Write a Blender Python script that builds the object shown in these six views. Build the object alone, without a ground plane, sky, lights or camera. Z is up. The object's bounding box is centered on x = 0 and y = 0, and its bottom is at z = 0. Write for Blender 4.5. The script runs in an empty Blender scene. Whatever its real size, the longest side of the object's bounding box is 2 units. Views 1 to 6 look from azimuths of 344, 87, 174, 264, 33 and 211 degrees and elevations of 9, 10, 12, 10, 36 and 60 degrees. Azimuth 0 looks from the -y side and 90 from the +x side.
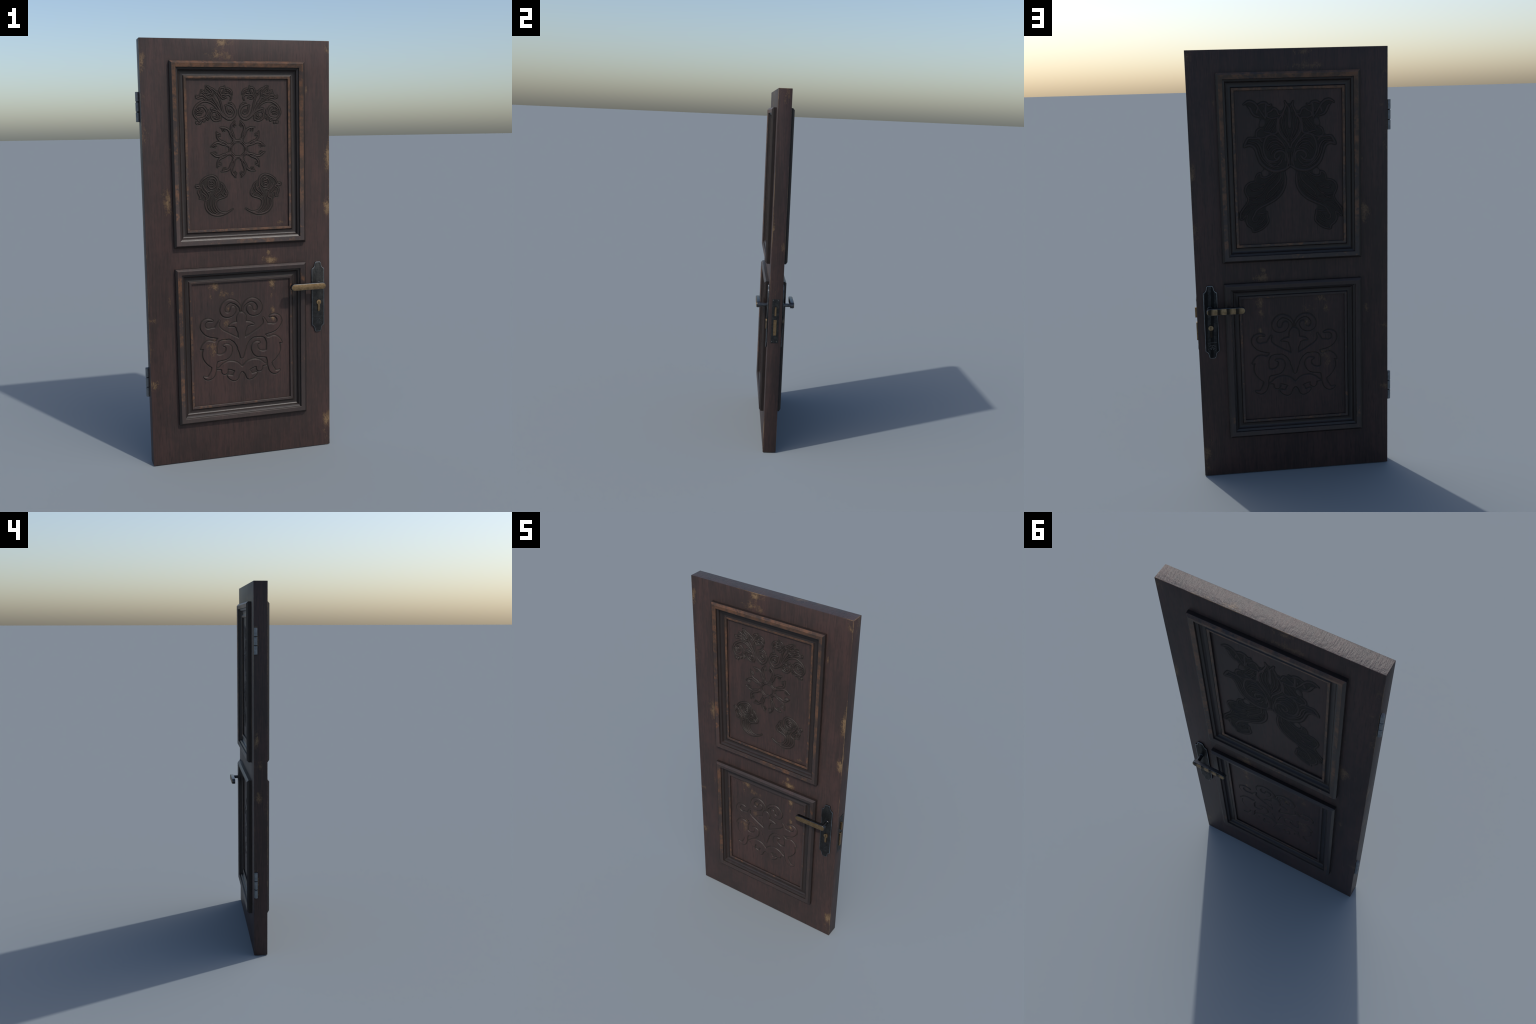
# An old carved panelled door: slab with two framed panels on each face, carved
# low relief in the panels, lever handles on long backplates, lock and hinges.
import bpy, bmesh, math
import numpy as np
from mathutils import Matrix, Vector

# ------------------------------------------------------------------ sizes (m)
X0, X1 = -0.448, 0.454            # hinge edge, lock edge
HALF = 0.0363                     # half thickness of the slab
TOP = 2.0
MX0, MX1 = -0.3182, 0.3246        # outer sides of the panel mouldings
UP_Z = (1.0503, 1.9016)           # upper moulding, bottom and top
LO_Z = (0.1935, 0.9512)           # lower moulding
PANEL_IN = 0.0785                 # moulding width
PANEL_H = -0.009                  # panel face, below the face of the slab

# moulding section: (distance in from the outer side, height over the slab face)
SECTION = [(0, -0.003), (0, 0.0160), (0.0008, 0.0170), (0.0100, 0.0254), (0.0112, 0.0256),
           (0.0280, 0.0207), (0.0290, 0.0198), (0.0300, 0.0122), (0.0318, 0.0112),
           (0.0385, 0.0086), (0.0396, 0.0072), (0.0404, 0.0040), (0.0425, 0.0004),
           (0.0455, -0.0024), (0.0495, -0.0042), (0.0545, -0.0050), (0.0595, -0.0046),
           (0.0632, -0.0032), (0.0672, 0.0010), (0.0682, 0.0014), (0.0775, -0.0004),
           (0.0784, -0.0012), (0.0786, -0.0130)]
WORN_FACES = {4: 1, 3: 1, 5: 1, 18: 1, 19: 1, 20: 1}   # faces rubbed to bare wood

# ------------------------------------------------------------------ node helper
class Nodes:
    def __init__(self, name):
        self.mat = bpy.data.materials.new(name)
        self.mat.use_nodes = True
        self.nt = self.mat.node_tree
        self.bsdf = self.nt.nodes["Principled BSDF"]
        self.tc = self.nt.nodes.new("ShaderNodeTexCoord")

    def put(self, sock, val):
        if hasattr(val, "is_output"):
            self.nt.links.new(val, sock)
        else:
            sock.default_value = val

    def node(self, kind, props=None, **ins):
        n = self.nt.nodes.new(kind)
        for k, v in (props or {}).items():
            setattr(n, k, v)
        for k, v in ins.items():
            self.put(n.inputs[int(k[1:])] if k[0] == "i" and k[1:].isdigit() else n.inputs[k], v)
        return n

    def math(self, op, a, b=0.0, clamp=False):
        return self.node("ShaderNodeMath", {"operation": op, "use_clamp": clamp}, i0=a, i1=b).outputs[0]

    def vec(self, op, a, b):
        n = self.node("ShaderNodeVectorMath", {"operation": op}, i0=a, i1=b)
        return n.outputs["Value"] if op in ("LENGTH", "DOT_PRODUCT") else n.outputs[0]

    def noise(self, scale, detail=3.0, rough=0.55, offset=(0, 0, 0), distort=0.0):
        m = self.node("ShaderNodeMapping", None, Vector=self.tc.outputs["Object"],
                      Location=offset, Scale=scale)
        n = self.node("ShaderNodeTexNoise", None, Vector=m.outputs[0], Scale=1.0,
                      Detail=detail, Roughness=rough, Distortion=distort)
        return n.outputs[0]

    def step(self, v, lo, hi):
        n = self.node("ShaderNodeMapRange", {"interpolation_type": "SMOOTHSTEP"},
                      i0=v, i1=lo, i2=hi, i3=0.0, i4=1.0)
        return n.outputs[0]

    def mix(self, f, a, b):
        n = self.nt.nodes.new("ShaderNodeMix")
        n.data_type = "RGBA"
        ins = [s for s in n.inputs if s.type == "RGBA"]
        self.put(n.inputs[0], f)
        self.put(ins[0], a if hasattr(a, "is_output") else (*a, 1))
        self.put(ins[1], b if hasattr(b, "is_output") else (*b, 1))
        return [o for o in n.outputs if o.type == "RGBA"][0]

    def bump(self, h, strength, dist, normal=None):
        n = self.node("ShaderNodeBump", None, Strength=strength, Distance=dist, Height=h)
        if normal is not None:
            self.put(n.inputs["Normal"], normal)
        return n.outputs[0]

# ------------------------------------------------------------------ woods
# where the varnish is rubbed off: centre (m) and reach (m); reach 9 = right through
T = 9.0
WEAR = [
    (-0.067, 0, 1.984, 0.050, T, 0.022, 1.15), (-0.085, 0, 1.925, 0.085, T, 0.026, 0.98),
    (-0.085, 0, 1.955, 0.060, T, 0.050, 0.63), (-0.438, 0, 1.895, 0.022, T, 0.055, 0.92),
    (-0.425, 0, 1.745, 0.036, T, 0.022, 0.69), (-0.434, 0, 1.600, 0.024, T, 0.080, 0.69),
    (-0.340, 0, 1.265, 0.030, T, 0.062, 1.15), (0.150, 0, 0.972, 0.036, T, 0.026, 1.26),
    (0.140, 0, 1.005, 0.016, T, 0.022, 1.03), (0.446, 0, 1.460, 0.022, T, 0.085, 1.15),
    (0.446, 0, 1.215, 0.030, T, 0.056, 1.15), (0.440, 0, 1.970, 0.024, T, 0.050, 0.80),
    (0.440, 0, 0.130, 0.034, T, 0.060, 1.15), (0.440, 0, 0.048, 0.022, T, 0.040, 0.92),
    (-0.432, 0, 0.404, 0.032, T, 0.026, 1.09), (-0.430, 0, 0.710, 0.030, T, 0.016, 0.86),
    (-0.345, 0, 0.800, 0.014, T, 0.030, 0.92), (-0.440, 0, 0.600, 0.016, T, 0.070, 0.57),
    (-0.325, 0, 1.505, 0.010, T, 0.016, 0.80), (0.336, 0, 1.770, 0.010, T, 0.022, 0.80),
    (-0.132, 0, 0.855, 0.032, T, 0.026, 1.1), (0.157, 0, 0.850, 0.018, T, 0.040, 1.15),
    (0.157, 0, 0.800, 0.015, T, 0.030, 1.05), (-0.148, 0, 0.805, 0.018, T, 0.028, 0.86),
    (-0.059, 0, 0.812, 0.046, T, 0.044, 0.71), (0.163, 0, 0.718, 0.014, T, 0.020, 1.25),
    (0.162, 0, 0.681, 0.013, T, 0.016, 1.3), (-0.147, 0, 0.560, 0.030, T, 0.062, 0.86),
    (-0.078, 0, 0.671, 0.016, T, 0.030, 0.86), (-0.085, 0, 0.590, 0.020, T, 0.020, 0.86),
    (-0.060, 0, 0.745, 0.024, T, 0.026, 0.69), (0.200, 0, 1.148, 0.045, T, 0.012, 0.69),
    (0.452, 0.028, 1.170, 0.010, 0.014, 0.038, 1.05), (0.452, -0.030, 1.290, 0.006, 0.012, 0.09, 0.92),
    (-0.448, 0.022, 1.185, 0.010, 0.022, 0.050, 0.98), (-0.448, 0.008, 0.880, 0.010, 0.026, 0.045, 0.86),
    (-0.448, -0.026, 0.800, 0.010, 0.016, 0.050, 0.80), (-0.448, 0.0, 1.05, 0.010, 0.030, 0.040, 0.69),
    (0.151, 0.024, 2.0, 0.050, 0.022, 0.010, 1.09), (0.26, 0.03, 2.0, 0.05, 0.010, 0.010, 0.92),
    (0.452, -0.010, 1.97, 0.010, 0.050, 0.06, 0.69), (0.452, -0.01, 0.93, 0.010, 0.030, 0.06, 0.57),
    (-0.448, 0.014, 1.700, 0.010, 0.007, 0.080, 1.0), (-0.448, 0.026, 1.772, 0.010, 0.016, 0.010, 1.1),
    (-0.448, 0.014, 0.410, 0.010, 0.007, 0.080, 1.0), (-0.448, 0.026, 0.478, 0.010, 0.016, 0.010, 1.1),
]

BARK = (0.0350, 0.0248, 0.0226)      # dull dark stain
ROSE = (0.0560, 0.0325, 0.0290)      # reddish stain
COAL = (0.0150, 0.0118, 0.0110)
OCHRE = (0.172, 0.112, 0.060)
TAN = (0.128, 0.060, 0.031)
GREY_TONE = (0.0255, 0.0212, 0.0172)      # greyish grime


def wood(name, grain=(150, 150, 8.0), dull=0.0, dark_tone=0.0, bare=None, wear=0.0, patches=True,
         rough=0.47, bump=0.25, gloss=0.24, tint=1.0, recess=False, lines=0.5, side_only=False, relief=0.0012):
    """Dark stained wood with streaks along the grain, rubbed patches and grime."""
    n = Nodes(name)
    g = Vector(grain)
    streak = n.noise(grain, 5.0, 0.66)
    broad = n.noise(g * 0.22, 3.0, 0.5, (3.1, 1.7, 5.0))
    blotch = n.noise((6, 6, 2.6), 4.0, 0.6, (7.3, 0.4, 2.6))
    mottle = n.noise((55, 55, 38), 5.0, 0.7, (4.2, 7.7, 0.9))
    pores = n.noise(g * 1.7, 3.0, 0.65, (1.2, 4.4, 0.3))
    t = n.math("ADD", n.math("MULTIPLY", streak, 0.62), n.math("MULTIPLY", broad, 0.22))
    t = n.math("ADD", t, n.math("MULTIPLY", mottle, 0.30))
    t = n.math("ADD", t, n.math("MULTIPLY", n.math("SUBTRACT", blotch, 0.5), 0.55))
    col = n.mix(n.step(t, 0.44 + dull, 0.72 + dull), BARK, ROSE)
    col = n.mix(n.math("MULTIPLY", n.step(pores, 0.54, 0.70), lines), col, COAL)
    if recess:
        # dirt lies in the hollows of the carving and fades on its raised parts
        y = n.node("ShaderNodeSeparateXYZ", None, Vector=n.tc.outputs["Object"]).outputs[1]
        up = n.math("SUBTRACT", n.math("ABSOLUTE", y), HALF + PANEL_H)
        low = n.math("SUBTRACT", 1.0, n.step(up, 0.0002, 0.0020))
        hollow_tone = n.math("MULTIPLY", low, n.math("ADD", n.math("MULTIPLY", n.noise((40, 40, 40), 4.0), 0.6), 0.62), True)
        col = n.mix(n.math("MULTIPLY", hollow_tone, 0.9), col, GREY_TONE)
    elif dark_tone:
        col = n.mix(n.math("MULTIPLY", n.step(n.noise((30, 30, 30), 3.0), 0.25, 0.75), dark_tone), col, GREY_TONE)
    if bare is not None:
        # bare timber under the rubbed varnish, in long broken lengths
        run = n.noise((4.5, 4.5, 4.5), 5.0, 0.62, (bare, 2.0, bare))
        fine = n.noise((60, 60, 60), 3.0, 0.6, (0.4, 0.2, 0.7))
        r = n.math("ADD", run, n.math("MULTIPLY", n.math("SUBTRACT", fine, 0.5), 0.6))
        hi = n.node("ShaderNodeSeparateXYZ", None, Vector=n.tc.outputs["Object"]).outputs[2]
        r = n.math("ADD", r, n.math("MULTIPLY", n.step(hi, 0.60, 1.85), 0.15))
        low = n.math("MINIMUM", n.math("ABSOLUTE", n.math("SUBTRACT", hi, LO_Z[1] - 0.02)), n.math("MINIMUM", n.math("ABSOLUTE", n.math("SUBTRACT", hi, UP_Z[0] + 0.02)),
                     n.math("ABSOLUTE", n.math("SUBTRACT", hi, LO_Z[0] + 0.02))))
        r = n.math("SUBTRACT", r, n.math("MULTIPLY", n.math("SUBTRACT", 1.0, n.step(low, 0.025, 0.06)), 0.11))
        timber = n.mix(n.step(n.noise((26, 26, 26), 6.0, 0.72, (9, 1, 4)), 0.36, 0.62), TAN, (0.046, 0.029, 0.020))
        col = n.mix(n.math("MULTIPLY", n.step(r, 0.52, 0.62), 0.92), col, timber)
    if patches:
        pos = n.tc.outputs["Object"]
        best = None
        for (cx, cy, cz, rx, ry, rz, k) in WEAR:
            if side_only and ry == T:
                continue
            d = n.vec("LENGTH", n.vec("MULTIPLY", n.vec("SUBTRACT", pos, (cx, cy, cz)),
                                      (1 / rx, 1 / ry, 1 / rz)), (0, 0, 0))
            v = n.math("MULTIPLY", n.math("SUBTRACT", 1.0, n.math("MULTIPLY", d, 0.62)), k)
            best = v if best is None else n.math("MAXIMUM", best, v)
        rag = n.noise((120, 120, 85), 9.0, 0.78, (2, 8, 1), 1.2)
        spot = n.noise((26, 26, 17), 3.0, 0.6, (5, 3, 9))
        best = n.math("ADD", best, wear)
        e = n.math("ADD", n.math("MULTIPLY", n.math("SUBTRACT", rag, 0.5), 1.7),
                   n.math("MULTIPLY", n.math("SUBTRACT", spot, 0.5), 1.1))
        m = n.step(n.math("ADD", n.math("MULTIPLY", best, 0.62), e), 0.37, 0.53)
        m = n.math("MULTIPLY", m, n.step(best, 0.02, 0.35))
        back = n.node("ShaderNodeSeparateXYZ", None, Vector=pos).outputs[1]
        m = n.math("MULTIPLY", m, n.math("SUBTRACT", 1.0, n.math("MULTIPLY", n.step(back, 0.018, 0.034), 0.45)))
        core = n.step(n.math("ADD", n.math("MULTIPLY", best, 0.62), e), 0.50, 0.80)
        ochre = n.mix(core, (0.098, 0.060, 0.034), (0.215, 0.142, 0.074))
        col = n.mix(n.math("MULTIPLY", m, 0.76), col, ochre)
    if tint != 1.0:
        col = n.node("ShaderNodeVectorMath", {"operation": "SCALE"}, i0=col, Scale=tint).outputs[0]
    n.put(n.bsdf.inputs["Base Color"], col)
    n.put(n.bsdf.inputs["Specular IOR Level"], gloss)
    n.put(n.bsdf.inputs["Roughness"], n.math("ADD", n.math("MULTIPLY", streak, 0.16), rough - 0.08))
    h = n.math("ADD", n.math("MULTIPLY", streak, 1.0), n.math("MULTIPLY", pores, -0.7))
    h = n.math("ADD", h, n.math("MULTIPLY", mottle, 1.3))
    n.put(n.bsdf.inputs["Normal"], n.bump(h, bump, relief))
    return n.mat


def metal(name, dark, light, rough, scale=60.0, bump=0.12, metallic=1.0):
    n = Nodes(name)
    a = n.noise((scale,) * 3, 5.0, 0.62)
    b = n.noise((scale * 4,) * 3, 3.0, 0.6, (3, 1, 2))
    t = n.math("ADD", n.math("MULTIPLY", a, 0.7), n.math("MULTIPLY", b, 0.3))
    n.put(n.bsdf.inputs["Base Color"], n.mix(n.step(t, 0.34, 0.68), dark, light))
    n.put(n.bsdf.inputs["Metallic"], metallic)
    n.put(n.bsdf.inputs["Roughness"], n.math("ADD", n.math("MULTIPLY", b, 0.2), rough - 0.1))
    n.put(n.bsdf.inputs["Normal"], n.bump(t, bump, 0.0006))
    return n.mat


WOOD = wood("stained_wood")
EDGE = wood("stained_wood_worn_edge", wear=0.62)
ENDG = wood("end_grain", grain=(110, 16, 110), bump=1.0, rough=0.52, gloss=0.85, lines=0.95, side_only=True, relief=0.0024)
SIDE = wood("stained_wood_edge_face", side_only=True)
MOULD = wood("moulding_stain", dull=0.10, dark_tone=0.5, patches=False, rough=0.37, bump=0.2, gloss=0.38, tint=0.62)
MOULD_BARE = wood("moulding_rubbed", dull=0.08, dark_tone=0.25, bare=1.3, patches=False, rough=0.42, bump=0.12, gloss=0.38)
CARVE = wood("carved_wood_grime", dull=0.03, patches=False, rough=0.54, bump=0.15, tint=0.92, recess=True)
SCROLL = wood("carved_scroll_wood", recess=True, bump=0.2)
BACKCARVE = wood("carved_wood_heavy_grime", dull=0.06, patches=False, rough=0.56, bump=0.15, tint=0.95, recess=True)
IRON = metal("blackened_iron", (0.036, 0.036, 0.036), (0.066, 0.065, 0.063), 0.48)
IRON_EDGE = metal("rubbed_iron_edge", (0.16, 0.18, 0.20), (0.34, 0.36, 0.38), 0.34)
STEEL = metal("lever_steel", (0.062, 0.065, 0.068), (0.12, 0.123, 0.126), 0.32, bump=0.05)
BRASS = metal("aged_brass", (0.20, 0.132, 0.068), (0.33, 0.225, 0.122), 0.42, 90.0, 0.06)
GALV = metal("hinge_zinc", (0.13, 0.142, 0.15), (0.22, 0.232, 0.242), 0.58, metallic=0.6)
def shade_painted_metal(name, base, kind):
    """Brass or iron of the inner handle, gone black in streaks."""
    n = Nodes(name)
    x, y, z = n.node("ShaderNodeSeparateXYZ", None, Vector=n.tc.outputs["Object"]).outputs[:3]
    wob = n.math("MULTIPLY", n.math("SUBTRACT", n.noise((60, 60, 60), 3.0), 0.5), 0.004)
    if kind == "bands":
        f = n.math("FRACT", n.math("DIVIDE", n.math("SUBTRACT", n.math("ADD", 0.404, wob), x), 0.0422))
        black = n.math("SUBTRACT", 1.0, n.step(f, 0.24, 0.60))
    elif kind == "streaks":
        lean = n.math("MULTIPLY", n.math("SUBTRACT", z, 0.77), -0.05)
        f = n.math("FRACT", n.math("DIVIDE", n.math("SUBTRACT", n.math("ADD", 0.4215, n.math("ADD", lean, wob)), x), 0.0285))
        black = n.math("SUBTRACT", 1.0, n.step(f, 0.46, 0.54))
    else:
        black = n.math("SUBTRACT", 1.0, n.step(z, 0.733, 0.737))
    a = n.noise((80, 80, 80), 4.0, 0.6)
    col = n.mix(n.step(a, 0.35, 0.65), base[0], base[1])
    n.put(n.bsdf.inputs["Base Color"], n.mix(n.math("MULTIPLY", black, 0.93), col, (0.004, 0.004, 0.004)))
    n.put(n.bsdf.inputs["Metallic"], n.math("SUBTRACT", 1.0, n.math("MULTIPLY", black, 0.6)))
    n.put(n.bsdf.inputs["Specular IOR Level"], 0.2)
    n.put(n.bsdf.inputs["Roughness"], 0.5)
    return n.mat


IRON_IN = shade_painted_metal("blackened_iron_streaked", ((0.026, 0.027, 0.028), (0.046, 0.047, 0.048)), "streaks")
BRASS_IN = shade_painted_metal("brass_tarnished_in_bands", ((0.20, 0.145, 0.082), (0.30, 0.215, 0.125)), "bands")
CYL_IN = shade_painted_metal("brass_tarnished_cylinder", ((0.20, 0.145, 0.082), (0.30, 0.215, 0.125)), "low")
DARK = metal("key_slot_dark", (0.012, 0.010, 0.008), (0.02, 0.016, 0.012), 0.6)

# ------------------------------------------------------------------ mesh helper
door = bpy.data.objects.new("carved_wooden_door", None)
bpy.context.collection.objects.link(door)
door["label"] = "dark carved wooden panelled door with brass lever handles"
door["category"] = "door"


def add(name, mesh, parent=None):
    ob = bpy.data.objects.new(name, mesh)
    bpy.context.collection.objects.link(ob)
    ob.parent = parent or door
    return ob


def from_bm(name, bm, mats, parent=None, angle=35):
    bmesh.ops.recalc_face_normals(bm, faces=bm.faces)
    me = bpy.data.meshes.new(name)
    bm.to_mesh(me)
    bm.free()
    for m in mats:
        me.materials.append(m)
    for p in me.polygons:
        p.use_smooth = True
    me.set_sharp_from_angle(angle=math.radians(angle))
    return add(name, me, parent)


def loop_solid(bm, outline, y_in, y_out, bevel=0.0, segs=2, edge_mat=0, face_mat=0):
    """Extrude an (x, z) outline from y_in to y_out and round the outer rim."""
    vs = [bm.verts.new((x, y_in, z)) for x, z in outline]
    f = bm.faces.new(vs)
    ret = bmesh.ops.extrude_face_region(bm, geom=[f])
    nv = [g for g in ret["geom"] if isinstance(g, bmesh.types.BMVert)]
    nf = [g for g in ret["geom"] if isinstance(g, bmesh.types.BMFace)][0]
    for v in nv:
        v.co.y = y_out
    nf.material_index = face_mat
    if bevel:
        r = bmesh.ops.bevel(bm, geom=list(nf.edges), offset=bevel, segments=segs, profile=0.6, affect="EDGES")
        for q in r["faces"]:
            q.material_index = edge_mat


def cylinder(bm, axis, c, r, a0, a1, seg=24, bevel=0.0):
    """Closed rod along 'y' or 'z' from a0 to a1, centre c in the other two axes."""
    rings = []
    cuts = [(a0, r - bevel), (a0 + bevel, r), (a1 - bevel, r), (a1, r - bevel)] if bevel else [(a0, r), (a1, r)]
    for a, rr in cuts:
        ring = []
        for k in range(seg):
            t = 2 * math.pi * k / seg
            p, q = c[0] + rr * math.cos(t), c[1] + rr * math.sin(t)
            ring.append(bm.verts.new((p, a, q) if axis == "y" else (p, q, a)))
        rings.append(ring)
    for A, B in zip(rings, rings[1:]):
        for k in range(seg):
            bm.faces.new((A[k], A[(k + 1) % seg], B[(k + 1) % seg], B[k]))
    bm.faces.new(rings[0])
    bm.faces.new(rings[-1])


def box(bm, lo, hi, bevel=0.0):
    r = bmesh.ops.create_cube(bm, size=1)
    for v in r["verts"]:
        v.co = Vector([(lo[i] + hi[i]) / 2 + v.co[i] * (hi[i] - lo[i]) for i in range(3)])
    if bevel:
        es = {e for v in r["verts"] for e in v.link_edges}
        bmesh.ops.bevel(bm, geom=list(es), offset=bevel, segments=1, affect="EDGES")

# ------------------------------------------------------------------ slab
def build_slab():
    bm = bmesh.new()
    inset = 0.040                                # edge of the openings, hidden under the moulding
    xs = [X0, MX0 + inset, MX1 - inset, X1]
    zs = [0.0, LO_Z[0] + inset, LO_Z[1] - inset, UP_Z[0] + inset, UP_Z[1] - inset, TOP]
    grid = {(i, j): bm.verts.new((x, -HALF, z)) for i, x in enumerate(xs) for j, z in enumerate(zs)}
    faces = []
    for i in range(3):
        for j in range(5):
            if i == 1 and j in (1, 3):
                continue
            faces.append(bm.faces.new((grid[i, j], grid[i + 1, j], grid[i + 1, j + 1], grid[i, j + 1])))
    ret = bmesh.ops.extrude_face_region(bm, geom=faces)
    for g in ret["geom"]:
        if isinstance(g, bmesh.types.BMVert):
            g.co.y = HALF
    bmesh.ops.recalc_face_normals(bm, faces=bm.faces)
    bmesh.ops.dissolve_limit(bm, angle_limit=0.01, verts=bm.verts, edges=bm.edges)
    def rim(v):
        return v.co.x < X0 + 1e-4 or v.co.x > X1 - 1e-4 or v.co.z < 1e-4 or v.co.z > TOP - 1e-4
    es = [e for e in bm.edges if all(rim(v) for v in e.verts) and len(e.link_faces) == 2
          and e.calc_face_angle(0) > 1.0]
    r = bmesh.ops.bevel(bm, geom=es, offset=0.0018, segments=2, profile=0.5, affect="EDGES")
    bev = set(r["faces"])
    bm.normal_update()
    for f in bm.faces:
        if f in bev:
            f.material_index = 1
        elif f.normal.z > 0.9 and f.calc_center_median().z > TOP - 0.01:
            f.material_index = 2
        elif abs(f.normal.x) > 0.9 and (f.calc_center_median().x < X0 + 0.01 or f.calc_center_median().x > X1 - 0.01):
            f.material_index = 3
    from_bm("door_slab", bm, [WOOD, EDGE, ENDG, SIDE])

# ------------------------------------------------------------------ mouldings
def build_moulding(name, zr, side):
    """Sweep the section round the rectangle with mitred corners; side -1 front, +1 back."""
    bm = bmesh.new()
    rings = []
    for d, h in SECTION:
        y = side * (HALF + h)
        x0, x1, z0, z1 = MX0 + d, MX1 - d, zr[0] + d, zr[1] - d
        rings.append([bm.verts.new(p) for p in ((x0, y, z0), (x1, y, z0), (x1, y, z1), (x0, y, z1))])
    back = [[bm.verts.new((v.co.x, side * (HALF - 0.013), v.co.z)) for v in rings[0]]]
    rings = rings + back
    n = len(SECTION)
    for k in range(len(rings)):
        A, B = rings[k], rings[(k + 1) % len(rings)]
        for c in range(4):
            f = bm.faces.new((A[c], A[(c + 1) % 4], B[(c + 1) % 4], B[c]))
            # the outer chamfer is rubbed along the top member only
            f.material_index = 1 if WORN_FACES.get(k) or (k == 2 and c == 2) else 0
    from_bm(name, bm, [MOULD, MOULD_BARE], angle=24)

# ------------------------------------------------------------------ carved relief
class Relief:
    """Height field of a carved panel face, built up from tapering strokes (mm)."""
    def __init__(self, xr, zr, fine, step):
        def axis(lo, hi, a, b):
            a, b = max(a, lo + 4), min(b, hi - 4)
            return np.concatenate([np.linspace(lo, a, 7)[:-1], np.arange(a, b, step), np.linspace(b, hi, 7)])
        self.x = axis(xr[0], xr[1], fine[0], fine[1])
        self.z = axis(zr[0], zr[1], fine[2], fine[3])
        self.h = np.zeros((len(self.z), len(self.x)))
        self.body = np.full(self.h.shape, -99.0)       # signed distance of flat raised bodies
        self.near = np.full(self.h.shape, -99.0)       # minus the distance to any stroke
        self.tag = np.zeros(self.h.shape, int)

    @staticmethod
    def smooth(pts, step):
        p = np.array(pts, float)
        if len(p) == 2:
            n = max(2, int(np.hypot(*(p[1] - p[0])[:2]) / step))
            t = np.linspace(0, 1, n + 1)[:, None]
            return p[0] * (1 - t) + p[1] * t
        q = np.vstack([2 * p[0] - p[1], p, 2 * p[-1] - p[-2]])
        out = []
        for i in range(1, len(q) - 2):
            n = max(2, int(np.hypot(*(q[i + 1] - q[i])[:2]) / step))
            t = np.linspace(0, 1, n, endpoint=False)[:, None]
            a, b, c, d = q[i - 1], q[i], q[i + 1], q[i + 2]
            out.append(0.5 * (2 * b + (c - a) * t + (2 * a - 5 * b + 4 * c - d) * t ** 2
                              + (3 * b - a - 3 * c + d) * t ** 3))
        out = np.vstack(out + [p[-1:]])
        out[:, 2] = np.maximum(out[:, 2], 0.4)
        return out

    def stroke(self, pts, kind, tag, gain=1.0):
        """Add one stroke: a rounded ridge, a flat raised body, or a cut out of the bodies."""
        s = self.smooth(pts, 2.0 if kind == "ridge" else 3.0)
        pad = 19.0
        own = np.full(self.h.shape, -99.0) if kind != "ridge" else None
        for a, b in zip(s[:-1], s[1:]):
            rmax = max(a[2], b[2]) + pad
            i0, i1 = np.searchsorted(self.x, (min(a[0], b[0]) - rmax, max(a[0], b[0]) + rmax))
            j0, j1 = np.searchsorted(self.z, (min(a[1], b[1]) - rmax, max(a[1], b[1]) + rmax))
            if i1 <= i0 or j1 <= j0:
                continue
            X, Z = self.x[None, i0:i1], self.z[j0:j1, None]
            dx, dz = b[0] - a[0], b[1] - a[1]
            t = np.clip(((X - a[0]) * dx + (Z - a[1]) * dz) / (dx * dx + dz * dz + 1e-9), 0, 1)
            dist = np.hypot(X - a[0] - t * dx, Z - a[1] - t * dz)
            r = a[2] + (b[2] - a[2]) * t
            sd = r - dist
            w = (slice(j0, j1), slice(i0, i1))
            if kind != "ridge":
                own[w] = np.maximum(own[w], sd)
                continue
            up = sd > self.near[w]
            self.tag[w] = np.where(up & (sd > -17), tag, self.tag[w])
            self.near[w] = np.maximum(self.near[w], sd)
            rr = r * 1.12 + 0.3
            prof = np.clip(1 - (dist / rr) ** 2, 0, None) ** 1.2
            self.h[w] = np.maximum(self.h[w], prof * gain * np.minimum(2.3, 0.8 * r + 0.7))
        if kind == "body":                              # rounded inner corners where strokes meet
            k = 5.0
            mix = np.clip(k - np.abs(self.body - own), 0, None)
            self.body = np.maximum(self.body, own) + mix * mix / (4 * k)
        elif kind == "cut":
            self.body = np.minimum(self.body, -own)
        if kind != "ridge":
            self.near = self.body
            self.tag[self.body > -11] = tag
        return self


def carve_pair(rel, kind, tags, strokes, gain=1.0, axis=1.0):
    for pts in strokes:
        rel.stroke([(axis + x, z, r) for x, z, r in pts], kind, tags[0], gain)
        rel.stroke([(axis - x, z, r) for x, z, r in pts], kind, tags[1], gain)


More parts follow.
